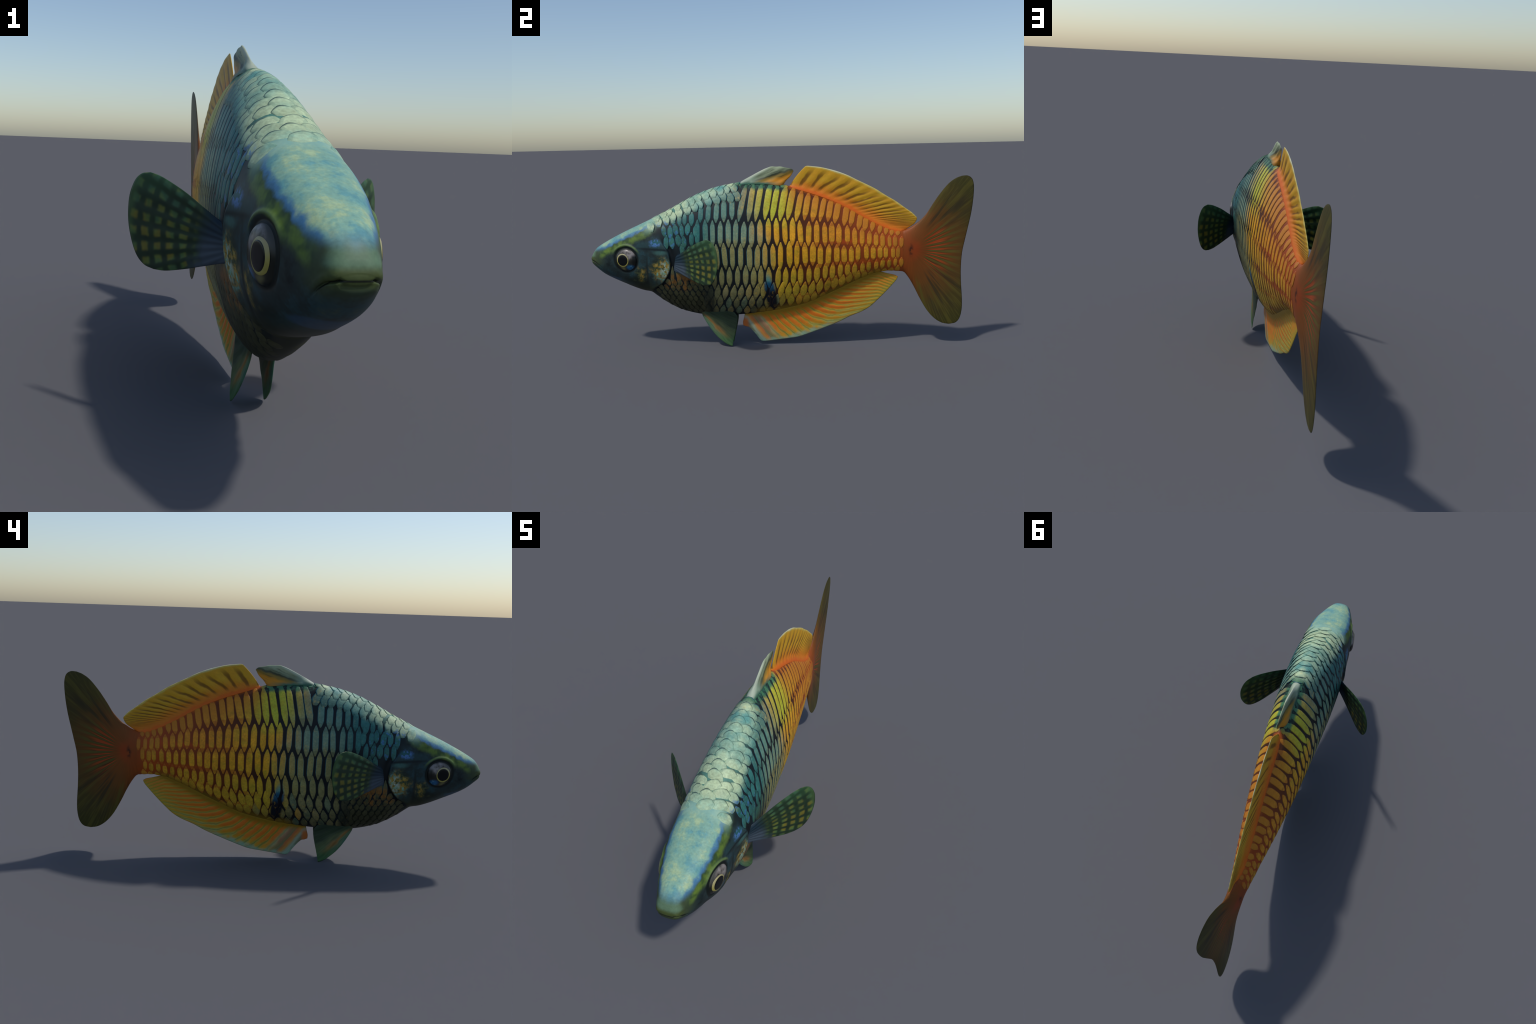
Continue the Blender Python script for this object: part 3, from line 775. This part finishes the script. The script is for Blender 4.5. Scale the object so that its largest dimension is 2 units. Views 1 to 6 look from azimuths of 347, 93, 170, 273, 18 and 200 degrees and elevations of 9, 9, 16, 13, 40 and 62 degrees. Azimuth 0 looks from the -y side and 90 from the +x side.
flank = [(0, 0.0, .0735), (1, .122, .0735), (2, .258, .083), (-1, -.112, .062), (-2, -.193, .049),
         (-3, -.258, .041), (-4, -.314, .036), (-5, -.364, .032)]
def clear_of_gill(y, z):
    e = y - float(gill_edge(z))
    if e < (.022 if z < .57 else .004): return False
    return not (-.57 < y < -.505 and .41 < z < .52)          # fin root stays bare
for side in (1, -1):
    for r, a_r, hh_r in flank:
        y = -.60 + rng.uniform(-.003, .003)
        y += .5 * gap_y(y) * (r % 2)
        while y < .632:
            c = float(converge(y))
            sp = gap_y(y)
            a0, hh = a_r * c, hh_r * c
            lo, hi = arc_limits(y)
            if r == 2 and y < -.20:                            # fill up to the nape scales
                bottom, top = .122 * c + .060 * c, hi - .098
                a0, hh = (bottom + top) / 2, (top - bottom) / 2 + .004
            if r == 2 and y > -.2:                             # top row narrows with the tail stalk
                bottom, top = .184 * c, hi - (.022 if y < .03 else .010)
                a0, hh = (bottom + top) / 2, (top - bottom) / 2 + .012 * c
            a0c = float(np.clip(a0, lo, hi))
            z0 = on_body(np.array(y), np.array(a0c))[2]
            ok = a0 - lo > .5 * hh and hi - a0 > .010 and hh > .013
            if y < -.43 and r >= 0: ok = False                 # shoulder has its own smaller scales
            if y < -.38 and a0 < -.12: ok = False              # so has the throat
            if ok and clear_of_gill(y, z0):
                room = hi - a0 - (.010 if -.22 < y < .03 else .008 if y > 0 else .07)
                hh2 = min(hh, max(room, .013), max(a0 - lo, .016))
                hw = sp * np.interp(y, [-.4, -.1, .3, .6], [.385, .405, .425, .39]) * rng.uniform(.93, 1.06)
                lean = (.17 if r == 2 and y > -.2 else 0) + (.16 if r <= -2 else .04 if r == -1 else 0) + rng.normal(0, .025)
                if r == 2 and y > -.2:
                    hw *= 1.10
                if r <= -2:
                    hw *= np.interp(y, [-.3, 0, .2], [1.10, 1.18, 1.22])
                    hh2 *= np.interp(y, [-.3, .1], [1.0, 1.10])
                shear = .16 * min(a0 + .15 * c, 0) + (.17 * max(a0 - .19 * c, 0) if y > -.2 else 0)
                wave = .0045 * math.sin(y * 15 + 1.7 * r) * c
                add_scale(y + shear + rng.normal(0, .0022), a0 + wave + rng.normal(0, .0030), hw * rng.uniform(.94, 1.04), hh2 * rng.uniform(.93, 1.04),
                          .0013, side, blunt=(.28 if hh2 < .04 and r == 2 else .50 if r > -1 else .34 if r > -2 else .22), lean=lean)
            y += sp
    # shoulder: shorter, irregular scales between gill cover and trunk
    k = 0
    a_r = -.09
    while a_r < .30:
        y = -.625 + (.0165 if k % 2 else 0)
        while y < -.425:
            lo, hi = arc_limits(y)
            z0 = on_body(np.array(y), np.array(min(a_r, hi)))[2]
            if hi - a_r > .106 and clear_of_gill(y, z0):
                add_scale(y + rng.normal(0, .003), a_r + rng.normal(0, .005), .0150 * rng.uniform(.8, 1.1), .0400 * rng.uniform(.8, 1.1),
                          .0013, side, blunt=.38, tip=.2, lean=rng.normal(-.05, .06))
            y += .0325
        a_r += .058
        k += 1
    # throat and lower breast: small rounded scales
    k = 0
    a_r = -.135
    while a_r > -.40:
        y = -.665 + (.015 if k % 2 else 0)
        while y < -.375:
            lo, hi = arc_limits(y)
            if a_r - lo > .012:
                z0 = on_body(np.array(y), np.array(a_r))[2]
                if y - float(gill_edge(z0)) > .026:
                    add_scale(y + rng.normal(0, .0015), a_r + rng.normal(0, .0015), .0180, .0205, .0010, side, blunt=.05, tip=.3, lean=-.1, tilt=.0028)
            y += .030
        a_r -= .031
        k += 1
    # nape and back: broad overlapping scales down from the ridge
    for j, d in enumerate([.047, .092]):
        y = -.66 + (.018 if j % 2 == 0 else 0)
        while y < -.215:
            lo, hi = arc_limits(y)
            add_scale(y + rng.normal(0, .003), hi - d + rng.normal(0, .004), .0270 * rng.uniform(.92, 1.08), .0335 * rng.uniform(.9, 1.08), .0016, side, blunt=.10, tip=.40, lean=-.24, tilt=.0042)
            y += .037
for side in (1, -1):                  # little overlapping scales beside the front dorsal fin
    for d, off in ((.017, 0.0),):
        y = -.205 + off
        while y < .045:
            lo, hi = arc_limits(y)
            if rng.random() < .72: add_scale(y + rng.normal(0, .003), hi - d + rng.normal(0, .003), .0135 * rng.uniform(.85, 1.2), .0125 * rng.uniform(.8, 1.15), .0014, side,
                      blunt=.1, tip=.35, lean=rng.normal(-.3, .2))
            y += .0245
y = -.665
while y < -.215:                      # ridge row, one scale straddling the midline
    lo, hi = arc_limits(y)
    add_scale(y + rng.normal(0, .002), hi, .0270, .0325, .0018, 1 if rng.random() < .5 else -1, blunt=.15, tip=.45, tilt=.0046)
    y += .037

scale_list.sort(key=lambda s: -s[0])
under = list(reversed(ring_ids))
sf = scale_faces + [under]
sm = scale_mats + [1]
def orient(v):
    a, b, c = v[NP * 6 + 3], v[NP * 6 + 4], v[NP * 7 + 3]
    n = np.cross(b - a, c - a)
    o = a * np.array([1, 0, 1]) - np.array([0, 0, .5])
    return n @ o > 0
for area, v in scale_list[:300]:
    fs = sf if orient(v) else [list(reversed(f)) for f in sf]
    mesh_object("scale", v, fs, [M_SCALE, M_RIM, M_TIP], fish, sm)
restV, restF, restM = [], [], []
for area, v in scale_list[300:]:
    fs = sf if orient(v) else [list(reversed(f)) for f in sf]
    o = sum(len(a) for a in restV)
    restV.append(v); restF += [[i + o for i in f] for f in fs]; restM += sm
small = mesh_object("small_scales", np.vstack(restV), restF, [M_SCALE, M_RIM, M_TIP], fish, restM)
small["kind"] = "stuff"
print("scales", len(scale_list))

# ------------------------------------------------------------------ flat fins
def fin(name, base, up, low, tip, mat, thick, flare=0.0, flare_v=.25, ridges=None, plane=None, ns=90, nv=60, parent=None, cup=0.0):
    """a fin blade: Coons patch with lens thickness, ray ridges and a flared root.
    plane maps (p, q, h) to 3D; default is the mid plane x=h, y=p, z=q"""
    s, v = np.linspace(-1, 1, ns), np.linspace(0, 1, nv)
    s = np.sin(s * math.pi / 2) * .5 + s * .5
    G = coons(base, up, low, tip, s, v)
    rim = np.sqrt(np.clip(1 - np.abs(s) ** 8, 0, 1))[:, None] * np.sqrt(np.clip(1 - v ** 10, 0, 1))[None]
    h = thick * rim * (1 - .45 * v[None]) + flare * (1 - smooth(v, 0, flare_v))[None] ** 2 * rim
    if ridges is not None:
        h = h + ridges(G[..., 0], G[..., 1]) * rim * smooth(v, .03, .2)[None]
    h[0], h[-1], h[:, -1] = 0, 0, 0
    if plane is None:
        plane = lambda p, q, k: np.stack([k, p, q], -1)
    c = cup * (1 - s[:, None] ** 2) * v[None]
    A, B = plane(G[..., 0], G[..., 1], c + h), plane(G[..., 0], G[..., 1], c - h)
    n = ns * nv
    I = np.arange(n).reshape(ns, nv)
    J = I + n
    J = J.copy(); J[0], J[-1], J[:, -1] = I[0], I[-1], I[:, -1]      # share the rim
    f = []
    for i in range(ns - 1):
        for j in range(nv - 1):
            f.append([I[i, j], I[i + 1, j], I[i + 1, j + 1], I[i, j + 1]])
            f.append([J[i, j], J[i, j + 1], J[i + 1, j + 1], J[i + 1, j]])
        a = [I[i, 0], J[i, 0], J[i + 1, 0], I[i + 1, 0]]
        a = [q for k, q in enumerate(a) if q not in a[:k]]
        f.append(a)
    Vv = np.concatenate([A.reshape(-1, 3), B.reshape(-1, 3)])
    f = [[int(q) for q in g] for g in f]
    usedv = np.unique([q for g in f for q in g])
    mp = np.zeros(2 * n, int); mp[usedv] = np.arange(len(usedv))
    ob = mesh_object(name, Vv[usedv], [[int(mp[q]) for q in g] for g in f], [mat], parent or fish)
    bm_fix(ob)
    return ob

import bmesh
def bm_fix(ob):
    bm = bmesh.new(); bm.from_mesh(ob.data)
    bmesh.ops.recalc_face_normals(bm, faces=bm.faces)
    bm.to_mesh(ob.data); bm.free()

# first dorsal fin: short stiff wedge leaning back
fin("front_dorsal_fin",
    [(-.215, .855), (-.12, .858), (-.03, .852), (.022, .846)],
    [(.022, .846), (.040, .872), (.063, .895), (.079, .922)],
    [(-.215, .855), (-.192, .873), (-.142, .900), (-.080, .931), (-.046, .944)],
    [(-.046, .944), (-.033, .9465), (-.012, .9445), (.012, .945), (.041, .9385), (.062, .935), (.073, .929), (.079, .922)],
    M_FIN1, .006, flare=.016, flare_v=.55, ridges=lambda y, z: .0012 * np.sin((z * .9 - y * .5) * 190))

# second dorsal fin: long, rays fanning backwards
def dorsal_phase(y, z):
    a = np.arctan2(z - DORSAL_PIVOT[1], y - DORSAL_PIVOT[0])
    return np.log(np.maximum(a, .02)) / .186
fin("rear_dorsal_fin",
    [(.052, .838), (.11, .822), (.16, .806), (.234, .780), (.31, .748), (.386, .706), (.461, .663), (.537, .625), (.60, .602), (.636, .598)],
    [(.636, .598), (.673, .620), (.699, .639), (.712, .662), (.710, .674)],
    [(.052, .838), (.084, .884), (.112, .917), (.137, .942)],
    [(.137, .942), (.150, .946), (.19, .942), (.228, .936), (.296, .918), (.356, .895), (.401, .872), (.446, .850), (.498, .823), (.551, .789),
     (.604, .757), (.649, .724), (.687, .697), (.710, .674)],
    M_FIN2, .0055, flare=.014, flare_v=.30, ridges=lambda y, z: .0011 * np.cos(TAU * dorsal_phase(y, z)), ns=170, nv=60)

# anal fin along the belly
anal_base = fromto([(-.2, .168), (-.1, .176), (-.005, .190), (.074, .206), (.152, .230), (.23, .264), (.308, .300), (.385, .338), (.446, .364), (.511, .388)])
ray_lean = fromto([(-.25, .62), (.1, .85), (.25, 1.15), (.40, 1.65), (.55, 2.2), (.65, 2.5)])
def anal_phase(y, z):
    return (y - ray_lean(y) * np.maximum(anal_base(y) - z, 0)) / .036
fin("anal_fin",
    [(.518, .393), (.446, .369), (.385, .343), (.308, .306), (.23, .270), (.152, .236), (.074, .212), (-.005, .196), (-.1, .182), (-.192, .172)],
    [(-.192, .172), (-.197, .150), (-.204, .122), (-.203, .103)],
    [(.518, .393), (.561, .380), (.600, .371), (.617, .362)],
    [(.617, .362), (.611, .346), (.588, .318), (.544, .270), (.508, .234), (.472, .201), (.427, .174), (.366, .149), (.307, .119), (.229, .087), (.135, .052),
     (.087, .037), (.024, .028), (-.061, .017), (-.096, .014), (-.112, .021), (-.140, .058), (-.170, .091), (-.188, .097), (-.203, .103)],
    M_ANAL, .0055, flare=.010, flare_v=.3, ridges=lambda y, z: .0011 * np.cos(TAU * anal_phase(y, z)), ns=190, nv=50)

# paired fins
def pec_angle(p, q):
    return np.arctan2(q - .463, p + .075)
def paired(side):
    def pec_plane(p, q, k):
        nx, ny = PEC_DIR[1], -PEC_DIR[0]
        x = PEC_ROOT[0] + PEC_DIR[0] * p + nx * k
        y = PEC_ROOT[1] + PEC_DIR[1] * p + ny * k
        return np.stack([side * x, y, q], -1)
    f = fin("pectoral_fin",
        [(-.045, .420), (-.045, .465), (-.045, .508)],
        [(-.045, .508), (.0, .508), (.05, .532), (.115, .566), (.185, .594), (.225, .603)],
        [(-.045, .420), (.0, .416), (.05, .404), (.11, .389), (.17, .377), (.21, .375)],
        [(.21, .375), (.243, .382), (.270, .403), (.289, .44), (.300, .487), (.297, .540), (.279, .579), (.255, .598), (.225, .603)],
        M_PEC, .0042, flare=.006, flare_v=.5, plane=pec_plane, ns=80, nv=60,
        ridges=lambda p, q: .0008 * np.cos(pec_angle(p, q) * 44))
    lean = lambda q: .030 + .016 * smooth(.18 - q, 0, .18)
    def pelv_plane(p, q, k):
        return np.stack([side * (lean(q) + k), p, q], -1)
    fin("pelvic_fin",
        [(-.415, .205), (-.36, .200), (-.29, .196), (-.262, .195)],
        [(-.262, .195), (-.243, .180), (-.230, .158), (-.231, .130), (-.238, .095), (-.250, .045), (-.2595, .000)],
        [(-.415, .205), (-.419, .175), (-.404, .143), (-.378, .101), (-.348, .063), (-.322, .038)],
        [(-.322, .038), (-.300, .020), (-.276, .005), (-.2595, .000)],
        M_PELV, .0038, flare=.006, flare_v=.4, plane=pelv_plane, ns=60, nv=50,
        ridges=lambda p, q: .0007 * np.cos(np.arctan2(.24 - q, p + .47) * 40))
    # ---------------------------------------------------------------- eye
    def disc(name, cy, cz, ry, rz, x_edge, x_mid, mat, parent, rings=14, seg=64, sharp=2.0):
        vs, fs = [(side * (x_mid + .22 * (cy - EYE_Y)), cy, cz)], []
        for i in range(1, rings + 1):
            t = i / rings
            for j in range(seg):
                a = TAU * j / seg
                x = x_edge + (x_mid - x_edge) * max(1 - t ** sharp, 0) ** .5 + .22 * (cy + ry * t * math.cos(a) - EYE_Y)
                vs.append((side * x, cy + ry * t * math.cos(a), cz + rz * t * math.sin(a)))
        for j in range(seg):
            fs.append([0, 1 + j, 1 + (j + 1) % seg])
            for i in range(rings - 1):
                a, b = 1 + i * seg, 1 + (i + 1) * seg
                fs.append([a + j, b + j, b + (j + 1) % seg, a + (j + 1) % seg])
        ob = mesh_object(name, vs, fs, [mat], parent)
        bm_fix(ob)
        # a dome seen from outside must face outwards
        if ob.data.polygons[0].normal.x * side < 0:
            ob.data.flip_normals()
        return ob
    eye = disc("eye", EYE_Y, EYE_Z, EYE_R, EYE_R, .094, .1185, M_EYE, fish, rings=26, seg=96, sharp=3.2)
    disc("iris_ring", -.8075, .4815, .0358, .0368, .1125, .1198, M_RING, eye, sharp=5)
    disc("pupil", -.809, .4815, .0283, .0296, .1180, .1206, M_PUPIL, eye, sharp=4)
for side in (1, -1):
    paired(side)
